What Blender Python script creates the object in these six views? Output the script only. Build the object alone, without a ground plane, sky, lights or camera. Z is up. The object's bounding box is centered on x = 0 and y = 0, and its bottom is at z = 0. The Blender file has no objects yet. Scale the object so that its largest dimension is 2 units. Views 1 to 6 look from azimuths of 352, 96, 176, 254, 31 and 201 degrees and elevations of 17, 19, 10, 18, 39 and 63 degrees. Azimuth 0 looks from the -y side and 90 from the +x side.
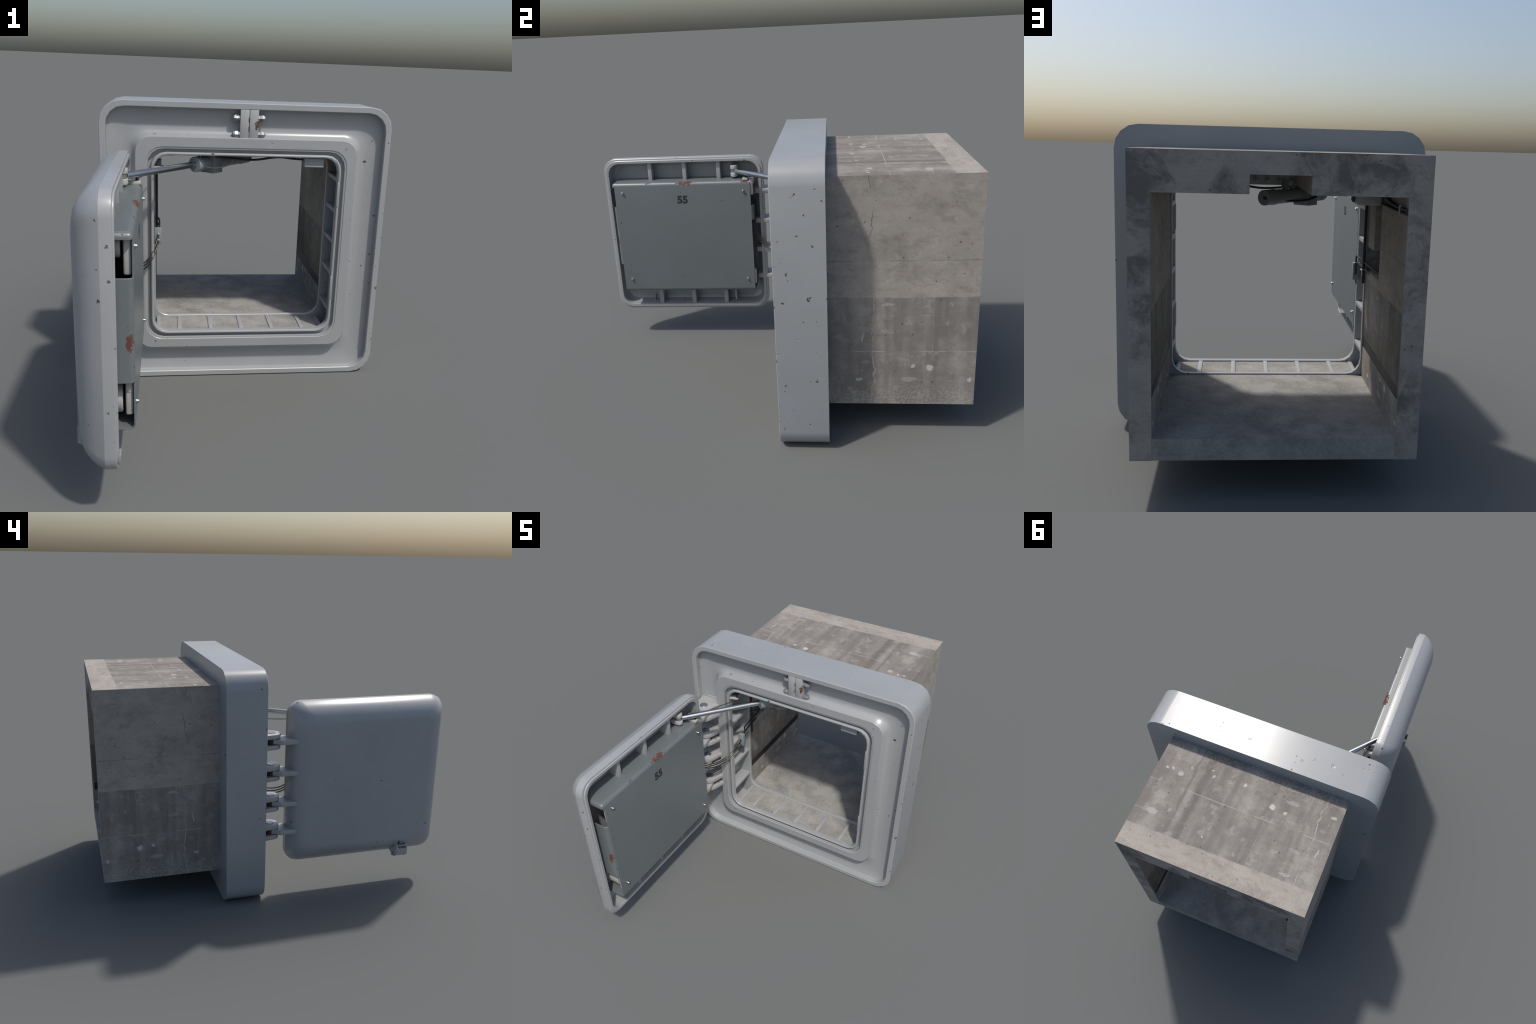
# Open square blast door: painted steel frame and door leaf in front of a short concrete tunnel.
import bpy, bmesh, math, random
from mathutils import Vector, Matrix
random.seed(7)
SC = bpy.context.scene
COL = SC.collection

# ------------------------------------------------------------------ materials
class NT:
    def __init__(s, name):
        s.m = bpy.data.materials.new(name); s.m.use_nodes = True
        s.t = s.m.node_tree; s.t.nodes.clear()
        s.out = s.t.nodes.new('ShaderNodeOutputMaterial')
        s.b = s.t.nodes.new('ShaderNodeBsdfPrincipled')
        s.t.links.new(s.b.outputs[0], s.out.inputs[0])
        s.co = s.t.nodes.new('ShaderNodeTexCoord').outputs['Object']
    def put(s, sock, v):
        if isinstance(v, bpy.types.NodeSocket): s.t.links.new(v, sock)
        elif v is not None:
            if isinstance(v, tuple) and len(v) == 3 and sock.type == 'RGBA': v = (*v, 1)
            sock.default_value = v
    def math(s, op, a, b=None, c=None, clamp=False):
        n = s.t.nodes.new('ShaderNodeMath'); n.operation = op; n.use_clamp = clamp
        for i, v in enumerate((a, b, c)):
            if v is not None: s.put(n.inputs[i], v)
        return n.outputs[0]
    def vmath(s, op, a, b=None):
        n = s.t.nodes.new('ShaderNodeVectorMath'); n.operation = op
        s.put(n.inputs[0], a)
        if b is not None: s.put(n.inputs[1], b)
        return n.outputs['Value'] if op in ('LENGTH', 'DISTANCE', 'DOT_PRODUCT') else n.outputs['Vector']
    def noise(s, scale, detail=3, rough=.5, vec=None, dist=0.0):
        n = s.t.nodes.new('ShaderNodeTexNoise')
        s.put(n.inputs['Vector'], vec if vec is not None else s.co)
        n.inputs['Scale'].default_value = scale; n.inputs['Detail'].default_value = detail
        n.inputs['Roughness'].default_value = rough; n.inputs['Distortion'].default_value = dist
        return n
    def voro(s, scale, vec=None, feature='F1'):
        n = s.t.nodes.new('ShaderNodeTexVoronoi'); n.feature = feature
        s.put(n.inputs['Vector'], vec if vec is not None else s.co)
        n.inputs['Scale'].default_value = scale
        return n
    def rng(s, v, a, b, c=0.0, d=1.0):
        n = s.t.nodes.new('ShaderNodeMapRange'); n.clamp = True
        s.put(n.inputs[0], v); s.put(n.inputs[1], a); s.put(n.inputs[2], b)
        s.put(n.inputs[3], c); s.put(n.inputs[4], d)
        return n.outputs[0]
    def mix(s, f, a, b, mode='MIX'):
        n = s.t.nodes.new('ShaderNodeMix'); n.data_type = 'RGBA'; n.blend_type = mode
        s.put(n.inputs[0], f); s.put(n.inputs[6], a); s.put(n.inputs[7], b)
        return n.outputs[2]
    def sep(s, v):
        n = s.t.nodes.new('ShaderNodeSeparateXYZ'); s.put(n.inputs[0], v); return n.outputs
    def comb(s, x, y, z):
        n = s.t.nodes.new('ShaderNodeCombineXYZ')
        for i, v in enumerate((x, y, z)): s.put(n.inputs[i], v)
        return n.outputs[0]
    def scalev(s, v, k):
        return s.vmath('MULTIPLY', v, k)
    def warp(s, v, scale, amt):
        n = s.noise(scale, 2, vec=v)
        d = s.vmath('SUBTRACT', n.outputs['Color'], (.5, .5, .5))
        return s.vmath('ADD', v, s.vmath('MULTIPLY', d, (amt, amt, amt)))
    def bump(s, h, strength, dist):
        n = s.t.nodes.new('ShaderNodeBump'); s.put(n.inputs['Height'], h)
        n.inputs['Strength'].default_value = strength; n.inputs['Distance'].default_value = dist
        s.t.links.new(n.outputs[0], s.b.inputs['Normal'])
    def done(s, col, rough, metal=0.0, spec=.5):
        s.put(s.b.inputs['Base Color'], col); s.put(s.b.inputs['Roughness'], rough)
        s.put(s.b.inputs['Metallic'], metal); s.put(s.b.inputs['Specular IOR Level'], spec)
        return s.m

def paint(name, base, rough=.30, chips=1.0, rust=.35, spots=(), dents=1.0, seed=0.0):
    """Worn enamel: faint mottling, sparse chips down to dark primer or rust, small dents.
    spots: rust patches as (centre, radii, strength)."""
    n = NT(name)
    tone = n.noise(2.2, 4, .6).outputs[0]
    c = n.mix(n.rng(tone, .3, .7), tuple(.94 * v for v in base), tuple(1.04 * v for v in base))
    w = n.vmath('ADD', n.warp(n.warp(n.co, 45, .026), 150, .010), (seed * .37, seed * .73, seed * .19))
    v1 = n.voro(19, w); r1 = n.sep(v1.outputs['Color'])
    rad1 = n.math('MULTIPLY', n.math('POWER', r1[0], 2.1), .130 * chips)
    m1 = n.rng(n.math('SUBTRACT', rad1, v1.outputs['Distance']), -.012, .02)
    v2 = n.voro(34, n.warp(n.co, 120, .012)); r2 = n.sep(v2.outputs['Color'])
    clus = n.rng(n.noise(5.5, 2).outputs[0], .50, .66)
    rad2 = n.math('MULTIPLY', n.math('MULTIPLY', n.math('POWER', r2[1], 2.0), clus), .26 * chips)
    m2 = n.rng(n.math('SUBTRACT', rad2, v2.outputs['Distance']), -.03, .06)
    ragged = n.rng(n.noise(60, 3, .6).outputs[0], .40, .50)
    m = n.math('MULTIPLY', n.math('MAXIMUM', n.math('MULTIPLY', m1, .95), n.math('MULTIPLY', m2, .85)), ragged)
    rn = n.noise(9, 2).outputs[0]
    chipc = n.mix(n.rng(rn, .62 - rust * .35, .72 - rust * .35), (.055, .052, .052), (.10, .040, .032))
    c = n.mix(m, c, chipc)
    for (p, rr, st) in spots:
        d = n.vmath('SUBTRACT', n.co, p)
        d = n.vmath('LENGTH', n.vmath('DIVIDE', d, rr))
        g = n.noise(60, 4, .7, vec=n.scalev(n.co, (1, 1, .6))).outputs[0]
        k = n.rng(n.math('SUBTRACT', n.math('ADD', g, .42 * st), n.math('MULTIPLY', d, .5)), .44, .54)
        k = n.math('MULTIPLY', k, n.rng(d, 1.25, 1.0))
        c = n.mix(k, c, n.mix(n.noise(140, 3).outputs[0], (.085, .034, .027), (.155, .062, .046)))
        m = n.math('MAXIMUM', m, k)
    dv = n.voro(17, n.warp(n.scalev(n.co, (1, 1, .7)), 30, .05)); dr = n.sep(dv.outputs['Color'])
    dent = n.rng(n.math('SUBTRACT', n.math('MULTIPLY', n.math('POWER', dr[2], 4.0), .17), dv.outputs['Distance']), -.02, .06)
    h = n.math('SUBTRACT', n.math('MULTIPLY', n.noise(3, 2).outputs[0], .15), n.math('ADD', n.math('MULTIPLY', dent, .55 * dents), n.math('MULTIPLY', m, .5)))
    n.bump(h, .6, .004)
    return n.done(c, n.rng(m, 0, 1, rough, .75), spec=n.rng(m, 0, 1, .8, .25))

def bare(name, col, rough=.3, metal=1.0, var=.15, rust=0.0):
    n = NT(name)
    g = n.noise(40, 3).outputs[0]
    c = n.mix(g, tuple(v * (1 - var) for v in col), tuple(v * (1 + var) for v in col))
    if rust:
        k = n.rng(n.noise(26, 4, .7).outputs[0], .62 - rust * .2, .70 - rust * .2)
        c = n.mix(k, c, (.13, .05, .032))
        metal = n.rng(k, 0, 1, metal, 0); rough = n.rng(k, 0, 1, rough, .8)
    return n.done(c, rough, metal)

def concrete_cast():
    """Board-cast concrete: pour bands, joint lines, streaks, cracks, pale patches.
    The pattern lies on (a, b): side faces use (y, z), top faces (x + .942, y - .172)."""
    n = NT('cast_concrete')
    geo = n.t.nodes.new('ShaderNodeNewGeometry')
    P = n.sep(n.co); N = n.sep(geo.outputs['True Normal'])
    flat = n.math('GREATER_THAN', n.math('ABSOLUTE', N[2]), .5)
    endf = n.math('GREATER_THAN', n.math('ABSOLUTE', N[1]), .5)
    def pick(f, u, v):
        return n.math('ADD', n.math('MULTIPLY', u, n.math('SUBTRACT', 1.0, f)), n.math('MULTIPLY', v, f))
    a = pick(flat, P[1], n.math('ADD', P[0], .942))
    b = pick(flat, P[2], n.math('SUBTRACT', P[1], .172))
    a = pick(endf, a, n.math('ADD', P[0], 3.3)); b = pick(endf, b, n.math('ADD', P[2], .9))
    ab = n.comb(a, b, 0.0)
    abw = n.warp(ab, 14, .02)
    W = n.sep(abw)
    light = (.405, .376, .338); mid = (.292, .272, .245); dark = (.178, .163, .147)
    blot = n.noise(7, 7, .62, vec=n.warp(ab, 4, .12)).outputs[0]
    streak = n.noise(9, 4, .6, vec=n.scalev(ab, (1.0, .12, 1.0))).outputs[0]
    hor = n.noise(16, 4, .6, vec=n.scalev(ab, (.22, 1.0, 1.0))).outputs[0]
    fine = n.noise(70, 5, .65, vec=ab).outputs[0]
    low = n.rng(W[1], .702, .698)            # the old lower pour
    up = n.rng(W[1], .869, .875)             # the top lift
    t = n.math('ADD', n.math('MULTIPLY', blot, .42), n.math('MULTIPLY', hor, .30))
    t = n.math('ADD', t, n.math('MULTIPLY', fine, .28))
    t = n.rng(t, .39, .61)
    c = n.mix(t, mid, light)
    c = n.mix(n.math('MULTIPLY', up, .22), c, mid)
    sm = n.rng(streak, .36, .62)
    c = n.mix(n.math('MULTIPLY', low, n.rng(n.math('ADD', n.math('MULTIPLY', streak, .65), n.math('MULTIPLY', blot, .35)), .66, .42, .05, .85)), c, dark)
    st = n.rng(n.noise(5, 7, .7, vec=n.warp(ab, 9, .1)).outputs[0], .52, .70)
    c = n.mix(n.math('MULTIPLY', st, .70), c, dark)
    st2 = n.rng(n.noise(22, 6, .72, vec=n.warp(n.scalev(ab, (.6, 1.0, 1.0)), 12, .06)).outputs[0], .54, .70)
    c = n.mix(n.math('MULTIPLY', st2, .55), c, dark)
    wash = n.rng(n.noise(11, 6, .7, vec=n.warp(n.vmath('ADD', ab, (5.2, 1.3, 0)), 9, .08)).outputs[0], .56, .70)
    c = n.mix(n.math('MULTIPLY', wash, .5), c, (.40, .38, .35))
    # run-off streaks down the lower pour, flaked skin, wet edge at the foot
    for (pa, wd, am) in ((.815, .030, .45), (1.19, .028, .75), (1.255, .012, .5), (.60, .018, .3), (1.02, .02, .3)):
        k = n.rng(n.math('ABSOLUTE', n.math('SUBTRACT', W[0], pa)), wd, wd * .3)
        k = n.math('MULTIPLY', n.math('MULTIPLY', k, low), n.math('MULTIPLY', n.rng(n.math('ADD', blot, streak), .75, 1.1, .2, 1.0), am))
        c = n.mix(k, c, (.125, .113, .100))
    flake = n.rng(n.noise(11, 7, .68, vec=n.warp(n.vmath('ADD', ab, (2.7, 8.1, 0)), 20, .05)).outputs[0], .615, .64)
    c = n.mix(n.math('MULTIPLY', n.math('MULTIPLY', flake, low), .42), c, (.40, .375, .345))
    foot = n.rng(n.math('ADD', W[1], n.math('MULTIPLY', hor, .16)), .34, .28)
    c = n.mix(n.math('MULTIPLY', foot, n.rng(fine, .45, .62, 0.0, .55)), c, light)
    scr = n.noise(7, 2, vec=n.warp(n.vmath('ADD', ab, (9.3, 3.3, 0)), 16, .05)).outputs[0]
    vein = n.rng(n.math('ABSOLUTE', n.math('SUBTRACT', scr, .5)), .006, .002)
    c = n.mix(n.math('MULTIPLY', n.math('MULTIPLY', vein, n.rng(blot, .50, .60)), .38), c, (.42, .40, .37))
    es = n.rng(n.noise(4.2, 7, .72, vec=n.warp(n.vmath('ADD', ab, (1.1, 4.4, 0)), 7, .12)).outputs[0], .47, .60)
    c = n.mix(n.math('MULTIPLY', n.math('MULTIPLY', es, endf), .8), c, (.115, .110, .103))
    ep = n.rng(n.noise(13, 5, .7, vec=n.vmath('ADD', ab, (6.1, 2.4, 0))).outputs[0], .58, .68)
    c = n.mix(n.math('MULTIPLY', n.math('MULTIPLY', ep, endf), .5), c, (.38, .37, .36))
    # thin grain streaks and pits
    c = n.mix(n.math('MULTIPLY', n.rng(n.noise(28, 4, .7, vec=n.scalev(ab, (.35, 1, 1))).outputs[0], .60, .72), .5), c, dark)
    pits = n.voro(42, ab); pr = n.sep(pits.outputs['Color'])
    pit = n.rng(n.math('SUBTRACT', n.math('MULTIPLY', n.math('POWER', pr[0], 8.0), .22), pits.outputs['Distance']), -.02, .04)
    c = n.mix(n.math('MULTIPLY', pit, .6), c, (.06, .055, .05))
    # joint lines
    wl = n.sep(n.warp(ab, 30, .008)); brk = n.rng(n.noise(6, 3, vec=ab).outputs[0], .42, .55)
    lines = None
    for axis, pos, wdt, amt in ((1, .432, .0030, .8), (1, .610, .0022, .55), (1, 1.038, .0018, .35), (0, .804, .0020, .4), (0, 1.045, .002, .35), (0, .28, .002, .3)):
        k = n.rng(n.math('ABSOLUTE', n.math('SUBTRACT', wl[axis], pos)), wdt, wdt * .4)
        k = n.math('MULTIPLY', n.math('MULTIPLY', k, brk), amt)
        lines = k if lines is None else n.math('MAXIMUM', lines, k)
    c = n.mix(lines, c, (.40, .38, .36))
    dk = n.rng(n.math('ABSOLUTE', n.math('SUBTRACT', wl[1], .872)), .003, .001)
    c = n.mix(n.math('MULTIPLY', n.math('MULTIPLY', dk, brk), .45), c, (.10, .095, .09))
    # crack, pale below the pour line and dark above
    cw = n.sep(n.warp(n.warp(ab, 5, .09), 40, .02))
    ck = n.rng(n.math('ABSOLUTE', n.math('SUBTRACT', cw[0], .53)), .0028, .0008)
    c = n.mix(n.math('MULTIPLY', n.math('MULTIPLY', n.math('MULTIPLY', ck, low), brk), n.rng(W[0], .62, .60)), c, (.42, .40, .38))
    c = n.mix(n.math('MULTIPLY', n.math('MULTIPLY', ck, up), n.math('MULTIPLY', brk, .6)), c, (.075, .07, .065))
    # pale repair patches: centre a, b, radii, strength
    pale = (.52, .505, .485)
    pw = n.warp(n.warp(ab, 24, .028), 70, .008)
    Q = ((.794, .346, .0165, .017, 1), (.721, .358, .010, .008, .85), (.704, .287, .036, .012, .35), (.976, .286, .008, .012, .9),
         (.600, .663, .030, .007, .45), (.450, 1.053, .009, .009, .3), (.396, 1.053, .007, .007, .25), (1.324, .356, .017, .014, .7),
         (1.407, .346, .008, .009, .9), (1.375, .336, .008, .008, .8), (.476, .288, .017, .009, .7), (1.283, .568, .010, .010, .35),
         (1.063, .638, .006, .006, .8), (.488, .503, .005, .022, .6), (1.08, .62, .022, .018, .22), (1.15, .30, .007, .009, .7),
         (1.17, .27, .008, .006, .6), (.60, .53, .030, .012, .25), (1.37, .60, .030, .016, .45), (1.28, .30, .010, .007, .5))
    pm = None
    for (pa, pb, ra, rb, s) in Q:
        d = n.vmath('LENGTH', n.vmath('DIVIDE', n.vmath('SUBTRACT', pw, (pa, pb, 0)), (ra, rb, 1)))
        k = n.rng(d, 1.12, .92, 0.0, s)
        pm = k if pm is None else n.math('MAXIMUM', pm, k)
    pm = n.math('MULTIPLY', pm, n.math('MULTIPLY', n.math('SUBTRACT', 1.0, endf), n.rng(n.noise(48, 4, .7, vec=ab).outputs[0], .36, .50, .45, 1.0)))
    # scattered small flecks
    fv = n.voro(9, pw); fr = n.sep(fv.outputs['Color'])
    fl = n.rng(n.math('SUBTRACT', n.math('MULTIPLY', n.math('POWER', fr[1], 6.0), .085), fv.outputs['Distance']), -.008, .012)
    pm = n.math('MAXIMUM', pm, n.math('MULTIPLY', n.math('MULTIPLY', fl, .35), low))
    c = n.mix(pm, c, pale)
    # warm tint of the clean lift
    c = n.mix(n.math('MULTIPLY', n.math('SUBTRACT', 1.0, low), .30), c, n.mix(1.0, c, (1.05, .99, .95), 'MULTIPLY'))
    h = n.math('ADD', n.math('MULTIPLY', fine, .5), n.math('MULTIPLY', blot, .5))
    h = n.math('SUBTRACT', h, n.math('MULTIPLY', pit, .8))
    h = n.math('SUBTRACT', h, n.math('MULTIPLY', n.math('MULTIPLY', ck, brk), .5))
    n.bump(h, .35, .003)
    return n.done(c, .9, spec=.25)

def concrete_floor(name, lo, hi):
    n = NT(name)
    blot = n.noise(9, 6, .62).outputs[0]; big = n.noise(2.6, 3).outputs[0]; fine = n.noise(85, 5, .65).outputs[0]
    t = n.math('ADD', n.math('MULTIPLY', blot, .5), n.math('ADD', n.math('MULTIPLY', big, .2), n.math('MULTIPLY', fine, .3)))
    c = n.mix(n.rng(t, .41, .59), lo, hi)
    c = n.mix(n.math('MULTIPLY', n.rng(n.noise(24, 4, .7).outputs[0], .62, .74), .45), c, (.09, .09, .085))
    n.bump(n.math('ADD', fine, blot), .3, .003)
    return n.done(c, .88, spec=.3)

PAINT = (.322, .334, .343)
M_FRAME = paint('frame_paint', PAINT, rust=.12)
M_DOOR = paint('door_paint', PAINT, rust=.2, seed=3.1, spots=(((-.525, -.985, .655), (.012, .012, .016), .35), ((-.640, -.115, 1.075), (.02, .03, .03), .1)))
M_RIB = paint('rib_paint', (.335, .345, .352), chips=.7, rough=.42)
M_HINGE = paint('hinge_paint', (.37, .37, .365), rough=.45, chips=1.3, rust=1.0, spots=tuple(((-.520, .085, z - .04), (.045, .03, .06), .30) for z in (.989, .81, .631, .452)))
M_PANEL = paint('panel_paint', (.135, .156, .162), rough=.36, chips=.75, rust=.35, dents=.8, spots=(
    ((-.475, -.50, 1.016), (.03, .10, .03), .45), ((-.485, -.94, .66), (.022, .03, .10), .50), ((-.475, -.15, 1.018), (.03, .05, .022), .42),
    ((-.475, -.72, 1.016), (.03, .05, .02), .25), ((-.466, -.14, .938), (.02, .012, .016), .35), ((-.47, -.50, .335), (.03, .16, .008), .4)))
M_BRKT = paint('bracket_paint', (.36, .37, .37), rough=.5, chips=1.5, rust=.9, spots=(((.045, .11, 1.26), (.03, .03, .07), .3), ((.005, .11, 1.25), (.008, .03, .08), .3)))
M_CONC = concrete_cast()
M_FLOOR = concrete_floor('floor_concrete', (.20, .197, .187), (.335, .327, .305))
M_SILL = concrete_floor('sill_concrete', (.225, .220, .208), (.355, .345, .325))
M_CHROME = bare('polished_rod', (.52, .54, .57), .24)
M_STEEL = bare('steel_fastener', (.50, .51, .52), .34)
M_PIN = bare('pin_steel', (.30, .32, .35), .38, .8)
M_NUT = bare('galvanised_nut', (.27, .29, .30), .42, .6, rust=.15)
M_CYL = paint('cylinder_paint', (.23, .25, .25), rough=.45, chips=.5, dents=.2)
M_JBOX = paint('box_paint', (.22, .26, .27), rough=.5, chips=.3, dents=.2)
M_LAMP = paint('lamp_paint', (.24, .27, .285), rough=.5, chips=.2, dents=.1)
M_PAD = paint('pad_paint', (.24, .27, .28), rough=.5, chips=.4, dents=.1)
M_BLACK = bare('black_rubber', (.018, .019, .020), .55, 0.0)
M_SLOT = bare('slot_dark_strip', (.075, .07, .062), .8, 0.0)
M_CABLE = bare('braided_cable', (.10, .094, .082), .36, .85, .35)
M_GREY = bare('grey_hose', (.23, .23, .22), .55, 0.0)
M_RUST = bare('rusty_bush', (.09, .045, .032), .8, .2, .35)
M_BOLT = paint('latch_paint', (.42, .42, .41), rough=.42, chips=1.2, rust=.8)
M_INK = bare('stencil_ink', (.022, .024, .026), .6, 0.0)

# ------------------------------------------------------------------ geometry helpers
def finish(name, bm, mat, parent=None, angle=28, smooth=True):
    bmesh.ops.recalc_face_normals(bm, faces=bm.faces[:])
    me = bpy.data.meshes.new(name); bm.to_mesh(me); bm.free()
    if smooth:
        me.polygons.foreach_set('use_smooth', [True] * len(me.polygons))
        me.set_sharp_from_angle(angle=math.radians(angle))
    me.materials.append(mat)
    ob = bpy.data.objects.new(name, me); COL.objects.link(ob)
    if parent is not None: ob.parent = parent
    return ob

def bevel_all(bm, w, seg=2, ang=30):
    if w <= 0: return
    es = [e for e in bm.edges if len(e.link_faces) == 2 and e.calc_face_angle(0) > math.radians(ang)]
    bmesh.ops.bevel(bm, geom=es, offset=w, segments=seg, profile=.5, affect='EDGES', clamp_overlap=True)

def box_bm(x0, x1, y0, y1, z0, z1, bm=None):
    bm = bm or bmesh.new()
    v = [bm.verts.new((x, y, z)) for x in (x0, x1) for y in (y0, y1) for z in (z0, z1)]
    for f in ((0, 1, 3, 2), (4, 6, 7, 5), (0, 4, 5, 1), (2, 3, 7, 6), (0, 2, 6, 4), (1, 5, 7, 3)):
        bm.faces.new([v[i] for i in f])
    return bm

def box(name, x0, x1, y0, y1, z0, z1, mat, parent=None, bev=.002, seg=2):
    bm = box_bm(x0, x1, y0, y1, z0, z1)
    bmesh.ops.recalc_face_normals(bm, faces=bm.faces[:]); bevel_all(bm, bev, seg)
    return finish(name, bm, mat, parent)

AX = {'x': lambda a, b, c: (c, a, b), 'y': lambda a, b, c: (a, c, b), 'z': lambda a, b, c: (a, b, c)}
def prism(name, poly, axis, lo, hi, mat, parent=None, bev=.002, seg=2, bm=None, fin=True):
    """Extrude a 2D outline along an axis (x: outline is (y, z); y: (x, z); z: (x, y))."""
    own = bm is None; bm = bm or bmesh.new(); f = AX[axis]
    A = [bm.verts.new(f(p[0], p[1], lo)) for p in poly]; B = [bm.verts.new(f(p[0], p[1], hi)) for p in poly]
    k = len(poly)
    bm.faces.new(A); bm.faces.new(B[::-1])
    for i in range(k): bm.faces.new((A[i], B[i], B[(i + 1) % k], A[(i + 1) % k]))
    if not fin: return bm
    bmesh.ops.recalc_face_normals(bm, faces=bm.faces[:]); bevel_all(bm, bev, seg)
    return finish(name, bm, mat, parent)

def rod_bm(p0, p1, prof, seg=24, bm=None):
    """Surface of revolution about p0->p1; prof: (distance along, radius) pairs."""
    bm = bm or bmesh.new(); p0 = Vector(p0); d = Vector(p1) - p0; d.normalize()
    q = d.to_track_quat('Z', 'Y').to_matrix()
    rings = []
    for t, r in prof:
        rings.append([bm.verts.new(p0 + q @ Vector((r * math.cos(2 * math.pi * i / seg), r * math.sin(2 * math.pi * i / seg), t))) for i in range(seg)])
    for a, b in zip(rings, rings[1:]):
        for i in range(seg): bm.faces.new((a[i], a[(i + 1) % seg], b[(i + 1) % seg], b[i]))
    bm.faces.new(rings[0][::-1]); bm.faces.new(rings[-1])
    return bm

def rod(name, p0, p1, r, mat, parent=None, seg=24, bev=.0015):
    L = (Vector(p1) - Vector(p0)).length; b = min(bev, r * .4)
    prof = [(0, r - b), (b, r), (L - b, r), (L, r - b)] if b else [(0, r), (L, r)]
    return finish(name, rod_bm(p0, p1, prof, seg), mat, parent)

def spline(pts, n=10):
    P = [Vector(p) for p in pts]; P = [2 * P[0] - P[1]] + P + [2 * P[-1] - P[-2]]; out = []
    for i in range(1, len(P) - 2):
        for k in range(n):
            t = k / n
            out.append(.5 * (2 * P[i] + (P[i + 1] - P[i - 1]) * t + (2 * P[i - 1] - 5 * P[i] + 4 * P[i + 1] - P[i + 2]) * t * t + (3 * P[i] - P[i - 1] - 3 * P[i + 1] + P[i + 2]) * t ** 3))
    return out + [P[-2]]

def tube(name, pts, r, mat, parent=None, seg=10, n=10, smooth=True):
    path = spline(pts, n) if smooth else [Vector(p) for p in pts]
    bm = bmesh.new(); rings = []; up = Vector((0, 0, 1)); ref = None
    for i, p in enumerate(path):
        t = (path[min(i + 1, len(path) - 1)] - path[max(i - 1, 0)]).normalized()
        if ref is None: ref = t.cross(up if abs(t.z) < .9 else Vector((1, 0, 0))).normalized()
        ref = (ref - t * ref.dot(t)).normalized(); w = t.cross(ref)
        rings.append([bm.verts.new(p + ref * r * math.cos(2 * math.pi * k / seg) + w * r * math.sin(2 * math.pi * k / seg)) for k in range(seg)])
    for a, b in zip(rings, rings[1:]):
        for k in range(seg): bm.faces.new((a[k], a[(k + 1) % seg], b[(k + 1) % seg], b[k]))
    bm.faces.new(rings[0][::-1]); bm.faces.new(rings[-1])
    return finish(name, bm, mat, parent, 50)

def rsquare(cu, cv, hu, hv, r, seg=6):
    out = []
    for q, (su, sv) in enumerate(((1, 1), (-1, 1), (-1, -1), (1, -1))):
        for k in range(seg + 1):
            a = math.pi / 2 * (q + k / seg)
            out.append((cu + su * (hu - r) + r * math.cos(a), cv + sv * (hv - r) + r * math.sin(a)))
    return out

def ring_loft(bm, rings, place, close=False, cap=(False, False)):
    V = [[bm.verts.new(place(p, dep)) for p in loop] for loop, dep in rings]
    n = len(V[0]); pairs = list(zip(V, V[1:])) + ([(V[-1], V[0])] if close else [])
    for a, b in pairs:
        for i in range(n): bm.faces.new((a[i], a[(i + 1) % n], b[(i + 1) % n], b[i]))
    if cap[0]: bm.faces.new(V[0][::-1])
    if cap[1]: bm.faces.new(V[-1])

def arc(cx, cy, r, a0, a1, n):
    return [(cx + r * math.cos(math.radians(a0 + (a1 - a0) * i / n)), cy + r * math.sin(math.radians(a0 + (a1 - a0) * i / n))) for i in range(n + 1)]

def strip(path, th):
    """Closed outline of a bent sheet: an open path given a thickness to its right."""
    P = [Vector((p[0], p[1])) for p in path]; off = []
    for i, p in enumerate(P):
        t = (P[min(i + 1, len(P) - 1)] - P[max(i - 1, 0)]).normalized()
        off.append((p.x + t.y * th, p.y - t.x * th))
    return [tuple(p) for p in path] + off[::-1]

def copies(ob, locs):
    for l in locs:
        o = ob.copy(); o.location = ob.location + Vector(l); COL.objects.link(o)

# ------------------------------------------------------------------ the thing
ROOT = bpy.data.objects.new('blast_door', None); COL.objects.link(ROOT)
ROOT['label'] = 'open square grey steel blast door on a short concrete tunnel'
ROOT['category'] = 'blast door'

# ---------------- concrete tunnel
XL, XR, XLI, XRI = -.511, .5225, -.428, .4445      # outer and inner wall faces
ZB, ZT, ZF, ZC = .158, 1.253, .2395, 1.1095        # underside, top, floor, ceiling
YF, YR = .325, 1.0
S0, S1, SD = .376, .429, .005                      # service slot along both walls
def wall(xo, xi):
    return [(xo, ZB), (xi, ZB), (xi, ZT), (xo, ZT)]
def carve(ob, *cuts):
    for c in cuts:
        cut = box('cutter', *c, M_CONC, None, bev=0)
        mod = ob.modifiers.new('cut', 'BOOLEAN'); mod.object = cut; mod.operation = 'DIFFERENCE'; mod.solver = 'EXACT'
        dg = bpy.context.evaluated_depsgraph_get()
        me = bpy.data.meshes.new_from_object(ob.evaluated_get(dg)); ob.modifiers.clear(); ob.data = me
        bpy.data.objects.remove(cut)
wl = prism('concrete_wall', wall(XL, XLI), 'y', YF, YR, M_CONC, ROOT, bev=0)
wr = prism('concrete_wall', wall(XR, XRI), 'y', YF, YR, M_CONC, ROOT, bev=0)
prism('ceiling_slab', [(XLI, ZC), (-.096, ZC), (-.096, 1.1755), (.115, 1.1755), (.115, ZC), (XRI, ZC), (XRI, ZT), (XLI, ZT)], 'y', YF, YR, M_CONC, ROOT, bev=0)
fl = box('floor_slab', XLI, XRI, YF, YR - .001, ZB + .001, ZF, M_FLOOR, ROOT, bev=0)
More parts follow.
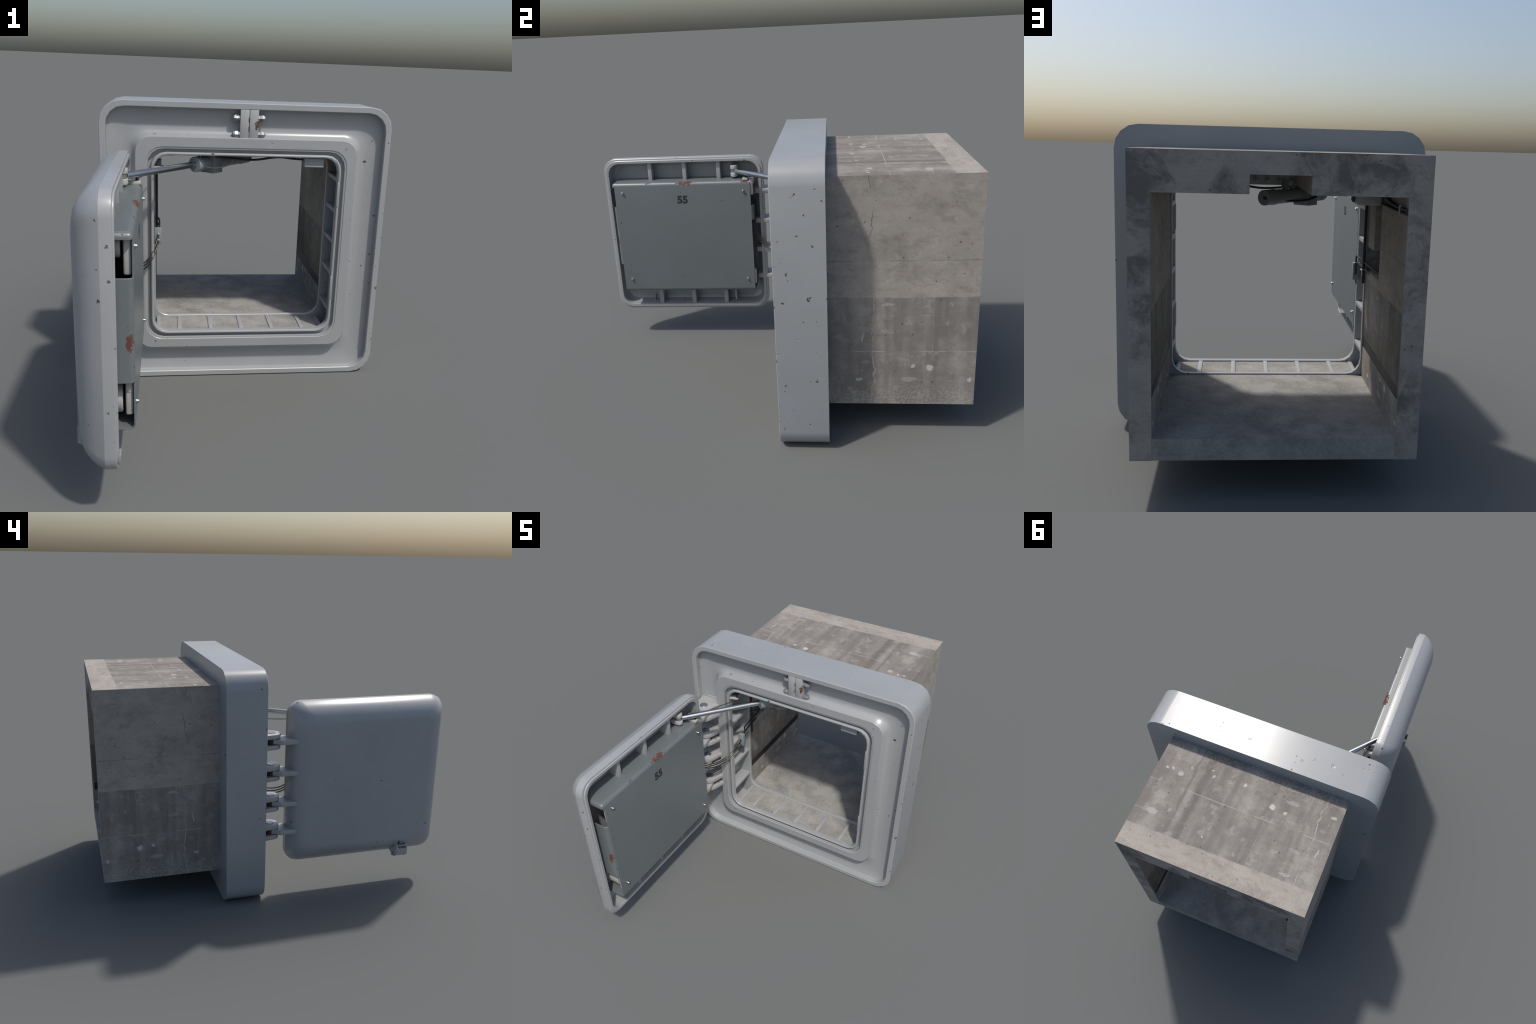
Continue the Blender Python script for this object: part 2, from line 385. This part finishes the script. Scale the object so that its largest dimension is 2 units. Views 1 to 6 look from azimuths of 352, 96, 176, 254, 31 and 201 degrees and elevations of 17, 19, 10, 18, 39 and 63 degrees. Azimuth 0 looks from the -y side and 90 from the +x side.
# service slots along both walls, and a niche beside the door leaf with a block left standing in it
carve(wl, (XLI - SD, XLI + .05, YF + .012, YR - .010, S0, S1), (XLI - .062, XLI + .05, .340, .598, .735, ZC - .0005))
carve(wr, (XRI - .05, XRI + SD, YF + .012, YR - .010, S0, S1))
box('niche_block', XLI - .0615, XLI - .001, .3405, .476, .842, ZC - .001, M_CONC, ROOT, bev=0)
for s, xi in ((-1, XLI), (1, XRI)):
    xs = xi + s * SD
    box('slot_dark_strip', min(xs, xs - s * .002), max(xs, xs - s * .002), YF + .014, YR - .012, S0 + .001, S1 - .001, M_BLACK, ROOT, bev=0)  # thin black strip giving the shallow slot its dark look

# ---------------- frame
CX, CZ, H = .0065, .6745, .6745
FR = [(0, .334, .102), (0, .109, .102), (.003, .106, .100), (.0255, .106, .088), (.0285, .109, .086), (.0300, .1425, .086),
      (.062, .1488, .082), (.096, .1525, .078), (.128, .1530, .075), (.1485, .142, .071),
      (.1575, .110, .070), (.1597, .106, .070), (.2015, .106, .080), (.2035, .1085, .079), (.211, .1095, .076), (.2125, .114, .075),
      (.213, .130, .075), (.2265, .131, .073), (.2275, .113, .072), (.2295, .1085, .071), (.2335, .1065, .070), (.2385, .108, .069), (.2412, .112, .068),
      (.2415, .138, .068), (.239, .141, .069), (.163, .157, .08), (.163, .313, .08), (.243, .313, .067), (.2455, .3155, .066), (.2455, .3315, .066), (.244, .334, .067)]
bm = bmesh.new()
ring_loft(bm, [(rsquare(CX, CZ, H - d, H - d, r, 4), y) for d, y, r in FR], lambda p, y: (p[0], y, p[1]), close=True)
frame = finish('door_frame', bm, M_FRAME, ROOT, 24)
def set_sharp(me, per, rings, flag):
    at = me.attributes.get('sharp_edge') or me.attributes.new('sharp_edge', 'BOOLEAN', 'EDGE')
    for e in me.edges:
        a, b = e.vertices
        if a // per == b // per and a // per in rings: at.data[e.index].value = flag
trough = [i for i, r in enumerate(FR) if .05 < r[0] < .15]
set_sharp(frame.data, 20, trough, False)

# ribs between the two flanges of the jamb, concrete infill in the sill
HO, HB = H - .2412, H - .165
rib_x = box('jamb_rib', -.0095, .0095, .139, .3155, CZ - HB, CZ - HO - .0005, M_RIB, ROOT, bev=.0015)
rib_x.location.x = CX
copies(rib_x, [(v, 0, 0) for v in (-.4135, -.309, -.154, .1545, .31, .4115)])
rib_t = box('jamb_rib', -.0095, .0095, .139, .3155, CZ + HO + .0005, CZ + HB, M_RIB, ROOT, bev=.0015)
rib_t.location.x = CX
copies(rib_t, [(v, 0, 0) for v in (-.4135, -.309, -.154, .1545, .31, .4115)])
zs = (1.013, .860, .7055, .545, .353)
for s in (-1, 1):
    x0, x1 = sorted((CX + s * (HO + .0005), CX + s * HB))
    r = box('jamb_rib', x0, x1, .139, .3155, -.020, 0, M_RIB, ROOT, bev=.0015)
    r.location.z = zs[0]; copies(r, [(0, 0, z - zs[0]) for z in zs[1:]])
box('sill_infill', CX - .425, CX + .425, .1405, .3135, .17, .2355, M_SILL, ROOT, bev=0)
for z0, z1 in ((.873, .995), (.405, .525)):
    box('strike_pad', CX + HO - .0022, CX + HO + .010, .1045, .135, z0, z1, M_PAD, ROOT, bev=.004)

# clamp bracket with four through bolts on the lintel
for x0, x1 in ((-.0352, .0058), (.0078, .0485)):
    prism('clamp_plate', [(.106, 1.3205), (.165, 1.3205), (.165, 1.2), (.150, 1.1915), (.1135, 1.1925)], 'x', x0, x1, M_BRKT, ROOT, bev=.0015)
for zc in (1.282, 1.209):
    for s, xp in ((-1, -.0352), (1, .0485)):
        yc = .127
        bm = rod_bm((xp, yc, zc), (xp + s, yc, zc), [(0, .0155), (.008, .0155), (.0085, .0145)], 8)
        rod_bm((xp + s * .008, yc, zc), (xp + s, yc, zc), [(0, .0155), (.002, .0165), (.016, .0165), (.018, .0145)], 6, bm)
        rod_bm((xp + s * .018, yc, zc), (xp + s, yc, zc), [(0, .0135), (.011, .0135), (.012, .0125), (.019, .003)], 6, bm)
        finish('clamp_bolt', bm, M_NUT, ROOT, 25)

# ---------------- hinges
PX, PY = -.5705, .0556
def hull_plate(poly_pts, a0, a1, r):
    return poly_pts + arc(PX, PY, r, a0, a1, 14)
plate = hull_plate([(-.500, .157), (-.640, .157), (-.634, .112)], 175, 350, .052) + [(-.497, .112)]
arm = hull_plate([(-.528, -.10), (-.520, -.02)], 5, 175, .032) + [(-.612, .030), (-.634, .008), (-.634, -.115)]
for zt in (.987, .8045, .622, .450):
    hp = prism('hinge_plate', plate, 'z', zt - .025, zt, M_HINGE, ROOT, bev=.002)
    prism('hinge_plate', plate, 'z', zt - .086, zt - .062, M_HINGE, ROOT, bev=.002)
    rod('hinge_pin', (PX, PY, zt - .090), (PX, PY, zt + .003), .0235, M_PIN, ROOT, 28)
    rod('hinge_bush', (PX, PY, zt - .0635), (PX, PY, zt - .024), .034, M_RUST, ROOT, 24)
    box('hinge_weld', -.642, -.500, .146, .158, zt - .002, zt + .010, M_RIB, ROOT, bev=.003)

# ---------------- door leaf (swung open 90 degrees)
DY, DZ, DH = -.521, .6745, .4812
DR = [(.150, -.612, .05), (.060, -.612, .06), (.040, -.600, .066), (.0300, -.575, .066), (.0295, -.5245, .066), (.028, -.5215, .067),
      (.0145, -.521, .072), (.0125, -.5225, .073), (.0115, -.5265, .073), (.0035, -.5275, .076), (.0008, -.5295, .077), (0, -.533, .078),
      (0, -.566, .078), (.010, -.592, .076), (.026, -.617, .073), (.047, -.638, .070), (.073, -.653, .066), (.101, -.661, .062), (.118, -.6625, .060)]
bm = bmesh.new()
ring_loft(bm, [(rsquare(DY, DZ, DH - .0022 - d, DH - d, r, 5), x) for d, x, r in DR], lambda p, x: (x, p[0], p[1]), cap=(True, True))
door = finish('door_leaf', bm, M_DOOR, ROOT, 24)
set_sharp(door.data, 24, [12], True)
for zt in (.987, .8045, .622, .450):
    prism('hinge_arm', arm, 'z', zt - .058, zt - .031, M_HINGE, door, bev=.0015)

rb = box('door_rib', -.614, -.5385, -.0115, .0115, 1.012, DZ + DH - .028, M_RIB, door, bev=.0015)
rb.location.y = -.723; copies(rb, [(0, .209, 0), (0, .414, 0)])
rb = box('door_rib', -.614, -.5385, -.0125, .0125, DZ - DH + .028, .338, M_RIB, door, bev=.0015)
rb.location.y = -.730; copies(rb, [(0, .210, 0), (0, .4165, 0)])
box('door_rib', -.614, -.5385, -.2555, -.2465, .243, .338, M_RIB, door, bev=.001)

# folded sheet cover over the lock gear
XF = -.468; ZT1, ZB1 = 1.020, .3325; YN, YFA = -.116, -.9295
rr = .020
prof = [(-.611, ZT1)] + arc(XF - rr, ZT1 - rr, rr, 90, 0, 7) + arc(XF - rr, ZB1 + rr, rr, 0, -90, 7) + [(-.611, ZB1)]
cover = prism('cover_panel', strip(prof, .0055), 'y', YFA, YN, M_PANEL, door, bev=.0006, seg=1)
# end lip of the top fold, and the side tabs
bm = box_bm(-.606, XF - .0006, YFA - .0155, YFA + .012, .9965, ZT1 - .0006)
bmesh.ops.recalc_face_normals(bm, faces=bm.faces[:])
es = [e for e in bm.edges if (e.verts[0].co + e.verts[1].co).z / 2 > 1.0 and all(v.co.z > 1.0 for v in e.verts) and (all(v.co.x > XF - .01 for v in e.verts) or all(v.co.y < YFA for v in e.verts))]
es += [e for e in bm.edges if all(v.co.x > XF - .01 and v.co.y < YFA for v in e.verts)]
bmesh.ops.bevel(bm, geom=es, offset=.0165, segments=5, profile=.5, affect='EDGES', clamp_overlap=True)
finish('cover_lip', bm, M_PANEL, door)
tabf = [(XF - .0004, YFA + .015)] + arc(XF - .0184, YFA + .002, .018, 0, -90, 6) + [(-.606, YFA - .016)]
prism('cover_tab', strip(tabf, .0055), 'z', .512, .872, M_PANEL, door, bev=.001, seg=1)
tabn = [(XF - .0004, YN - .015)] + arc(XF - .0184, YN - .003, .018, 0, 90, 6) + [(-.606, YN + .015)]
prism('cover_tab', strip(tabn, -.0055), 'z', .783, .871, M_PANEL, door, bev=.001, seg=1)
box('interior_dark_block', -.610, -.505, -.80, -.24, .36, 1.0, M_BLACK, door, bev=0)  # plain black block filling the hollow behind the cover
# lock bolts and rollers behind the openings
def bolt_block(z0, z1, ya, yb, taper):
    pol = [(ya, z0 + taper), (ya, z1), (yb, z1), (yb, z0)]
    prism('lock_bolt', pol, 'x', -.502, -.4755, M_BOLT, door, bev=.008, seg=3)
bolt_block(.872, 1.006, -.915, -.78, .0)
bolt_block(.378, .505, -.915, -.78, .0)
bolt_block(.93, 1.008, -.26, -.100, .02)
bolt_block(.372, .47, -.26, -.106, .02)
for zc, r, yc in ((.962, .043, -.868), (.424, .056, -.858), (.955, .05, -.165), (.42, .05, -.165)):
    rod('lock_roller', (-.60, yc, zc), (-.511, yc, zc), r, M_BOLT, door, 28, .004)
# cover screws
for y, z in ((-.882, .960), (-.158, .960), (-.883, .4145), (-.158, .4115)):
    bm = rod_bm((XF - .002, y, z), (0, y, z), [(0, .0105), (.004, .0105), (.0045, .0075), (.009, .0075), (.0125, .0055), (.0138, .0025)], 12)
    finish('cover_screw', bm, M_STEEL, door, 35)
# stencilled number
cu = bpy.data.curves.new('number', 'FONT'); cu.body = '55'; cu.size = .0625; cu.align_x = 'CENTER'; cu.extrude = .0006; cu.offset = .0026
cu.space_character = 1.03
tx = bpy.data.objects.new('number', cu); COL.objects.link(tx)
dg = bpy.context.evaluated_depsgraph_get(); dg.update()
tm = bpy.data.meshes.new_from_object(tx.evaluated_get(dg)); bpy.data.objects.remove(tx)
tm.transform(Matrix(((0, 0, 1, XF + .0004), (1.0, 0, 0, -.5225), (0, .98, 0, .8945), (0, 0, 0, 1))))
tm.materials.clear(); tm.materials.append(M_INK); tm.name = 'stencil_number'
to = bpy.data.objects.new('stencil_number', tm); COL.objects.link(to); to.parent = door

# clevis for the closing ram, and the limit lever on top of the cover
for z0, z1 in ((1.0752, 1.099), (1.031, 1.0554)):
    prism('clevis', [(-.612, -.234)] + [(-.555, -.238)] + arc(-.5435, -.2155, .021, -100, 100, 8) + [(-.555, -.193), (-.612, -.197)], 'z', z0, z1, M_BOLT, door, bev=.003)
rod('clevis_pin', (-.5435, -.2155, 1.026), (-.5435, -.2155, 1.1015), .009, M_STEEL, door, 16)
box('limit_lever', -.53, -.474, -.160, -.128, 1.019, 1.034, M_BOLT, door, bev=.003)
prism('limit_lever', [(-.474, .995), (-.474, 1.021), (-.488, 1.030), (-.56, 1.030), (-.56, .995)], 'y', -.121, -.098, M_BOLT, door, bev=.004)
rod('lever_bolt', (-.490, -.141, 1.03), (-.490, -.141, 1.047), .007, M_BLACK, door, 12)

# towing catch under the leaf
bm = box_bm(-.681, -.676, -.7895, -.718, .1985, .2415)
box_bm(-.681, -.676, -.7895, -.718, .2565, .2635, bm)
box_bm(-.6808, -.6765, -.7895, -.782, .2405, .258, bm); box_bm(-.6808, -.6765, -.7255, -.718, .2405, .258, bm)
bmesh.ops.recalc_face_normals(bm, faces=bm.faces[:]); bevel_all(bm, .001, 1)
finish('catch_plate', bm, M_RIB, door)
side = [(-.6765, .199), (-.6765, .263), (-.640, .275), (-.57, .235), (-.57, .205), (-.640, .182), (-.655, .182)]
for y0 in (-.7895, -.725):
    prism('catch_cheek', side, 'y', y0, y0 + .007, M_RIB, door, bev=.001)
rod('catch_roller', (-.638, -.797, .193), (-.638, -.711, .193), .011, M_NUT, door, 14)
rod('catch_pin', (-.655, -.745, .262), (-.655, -.745, .285), .004, M_BLACK, door, 10)

# ---------------- closing ram
pin = Vector((-.5435, -.2155, 1.0653)); ra = Vector((-.237, .1465, 1.0615)); u = (ra - pin).normalized()
rod('ram_eye', pin + Vector((0, 0, -.0095)), pin + Vector((0, 0, .0095)), .017, M_NUT, ROOT, 20)
rod('ram_rod', pin + u * .016, ra + u * .01, .0146, M_CHROME, ROOT, 24)
fl0 = ra - u * .004
finish('ram_gland', rod_bm(fl0, ra + u, [(0, .0335), (.0025, .036), (.030, .036), (.032, .034), (.0325, .030)], 28), M_JBOX, ROOT)
cyl_end = ra + u * .436
finish('ram_cylinder', rod_bm(ra + u * .028, ra + u, [(0, .0310), (.336, .0310), (.338, .0335), (.354, .0335), (.356, .0325), (.406, .0325), (.408, .031)], 28), M_CYL, ROOT)
v = Vector((u.y, -u.x, 0)); bc = ra + u * .128
def obox(name, c, ha, hb, z0, z1, mat, bev=.002):
    bm = bmesh.new(); lo = []; hi = []
    for sa, sb in ((-1, -1), (1, -1), (1, 1), (-1, 1)):
        q = c + u * (sa * ha) + v * (sb * hb)
        lo.append(bm.verts.new((q.x, q.y, z0))); hi.append(bm.verts.new((q.x, q.y, z1)))
    bm.faces.new(lo[::-1]); bm.faces.new(hi)
    for i in range(4): bm.faces.new((lo[i], lo[(i + 1) % 4], hi[(i + 1) % 4], hi[i]))
    bmesh.ops.recalc_face_normals(bm, faces=bm.faces[:]); bevel_all(bm, bev)
    return finish(name, bm, mat, ROOT)
obox('ram_trunnion', bc, .037, .040, 1.0125, 1.098, M_CYL)
obox('ram_mount', bc + u * .01, .062, .050, 1.096, 1.113, M_CYL)
for i in range(2):
    obox('ram_mount', ra + u * (.235 + .05 * i), .006, .012, 1.075, 1.125, M_CYL, .001)
for i in range(4):
    box('lintel_bracket', -.078 + .052 * i, -.070 + .052 * i, .327, .345, 1.118, 1.174, M_CYL, ROOT, bev=.001)
    rod('lintel_bolt', (-.083 + .052 * i, .325, 1.126), (-.083 + .052 * i, .350, 1.126), .006, M_NUT, ROOT, 8)
box('lintel_bracket', -.094, .113, .3255, .331, 1.132, 1.174, M_CYL, ROOT, bev=.001)

# ---------------- cables and small fittings
tube('hose', [cyl_end + u * -.012, cyl_end + Vector((-.006, .01, -.002)), (-.02, .430, 1.048), (-.10, .350, 1.037), (-.160, .30, 1.040), (-.20, .272, 1.055), (-.215, .262, 1.085)], .0052, M_BLACK, ROOT)
tube('hose', [(-.212, .152, 1.058), (-.185, .160, 1.050), (-.150, .170, 1.044), (-.110, .180, 1.047), (-.072, .198, 1.060), (-.052, .212, 1.085), (-.05, .215, 1.104)], .0042, M_GREY, ROOT)
tube('hose', [(-.15, .2, 1.094), (-.06, .2, 1.0865), (.025, .2, 1.081), (.075, .2, 1.084), (.126, .2, 1.0925), (.177, .2, 1.096), (.228, .2, 1.091), (.28, .2, 1.088), (.33, .19, 1.09)], .0052, M_BLACK, ROOT)
box('lamp_box', .2775, .3715, .131, .168, 1.0600, 1.104, M_LAMP, ROOT, bev=.002)
box('lamp_box', .280, .369, .128, .131, 1.0625, 1.069, M_PAD, ROOT, bev=.001)
# junction box on the jamb, armoured leads to the leaf, rigid leads to the niche
box('junction_box', -.4265, -.391, .192, .216, .6625, .743, M_JBOX, ROOT, bev=.003)
for z, sag in ((.712, .030), (.682, .036), (.697, .033)):
    dy = (.697 - z) * .4
    o = .004 if z == .697 else 0
    tube('armoured_lead', [(-.4065, .193, z), (-.409 - o, .170, z - .010), (-.425 - o, .125, z - .050 - o), (-.447 - o, .075, z - .080 - o), (-.470 - o, .015, z - .088), (-.492, -.045, z - .070), (-.512, -.100, z - .022), (-.520, -.150, z + .012)], .0036, M_CABLE, ROOT, 10, 12)
    if o == 0: rod('lead_gland', (-.4065, .184, z), (-.4065, .194, z), .0062, M_STEEL, ROOT, 12)
for z, zu in ((.728, .778), (.690, .748)):
    tube('rigid_lead', [(-.402, .216, z), (-.402, .224, z + .004), (-.402, .228, z + .02), (-.402, .228, zu - .008), (-.404, .236, zu), (-.413, .30, zu - .004), (-.424, .38, zu - .014), (-.440, .46, zu - .025), (-.470, .56, zu - .035)], .0042, M_BLACK, ROOT, 10, 6)
rod('conduit', (-.4165, .3375, .672), (-.4165, .3375, 1.108), .0062, M_BLACK, ROOT, 12)
# limit switch below the ceiling with its thin wire to the leaf
prism('limit_switch', [(-.427, 1.034), (-.3925, 1.034), (-.3925, 1.07), (-.405, 1.07), (-.427, 1.052)], 'y', .222, .262, M_JBOX, ROOT, bev=.002)
prism('switch_arm', arc(-.393, .140, .013, -90, 90, 6) + [(-.44, .165), (-.44, .112)], 'z', 1.040, 1.052, M_BOLT, ROOT, bev=.002)
rod('switch_bolt', (-.388, .140, 1.028), (-.388, .140, 1.056), .0065, M_RUST, ROOT, 10)
tube('wire', [(-.388, .140, 1.034), (-.43, .06, 1.034), (-.47, -.04, 1.036), (-.492, -.141, 1.040)], .0022, M_BLACK, ROOT, 8)
# hoist housing under the ceiling with its cables
HX0, HX1, HY0, HY1 = -.4265, -.318, .52, .62
bm = box_bm(HX0, HX1, HY0, HY1, 1.046, ZC - .001)
bmesh.ops.recalc_face_normals(bm, faces=bm.faces[:]); bevel_all(bm, .014, 4)
finish('winch_housing', bm, M_BOLT, ROOT)
rod('winch_drum', (-.310, .57, 1.078), (-.330, .57, 1.078), .022, M_RUST, ROOT, 20)
tube('hose', [(-.42, .60, 1.082), (-.422, .70, 1.083), (-.422, .80, 1.070), (-.422, .92, 1.066), (-.422, .998, 1.0665)], .0055, M_BLACK, ROOT)
tube('hose', [(-.42, .60, 1.056), (-.422, .70, 1.0535), (-.422, .85, 1.052), (-.422, .998, 1.0525)], .0055, M_BLACK, ROOT)
box('cable_clip', -.428, -.414, .918, .926, 1.044, 1.078, M_NUT, ROOT, bev=.001)
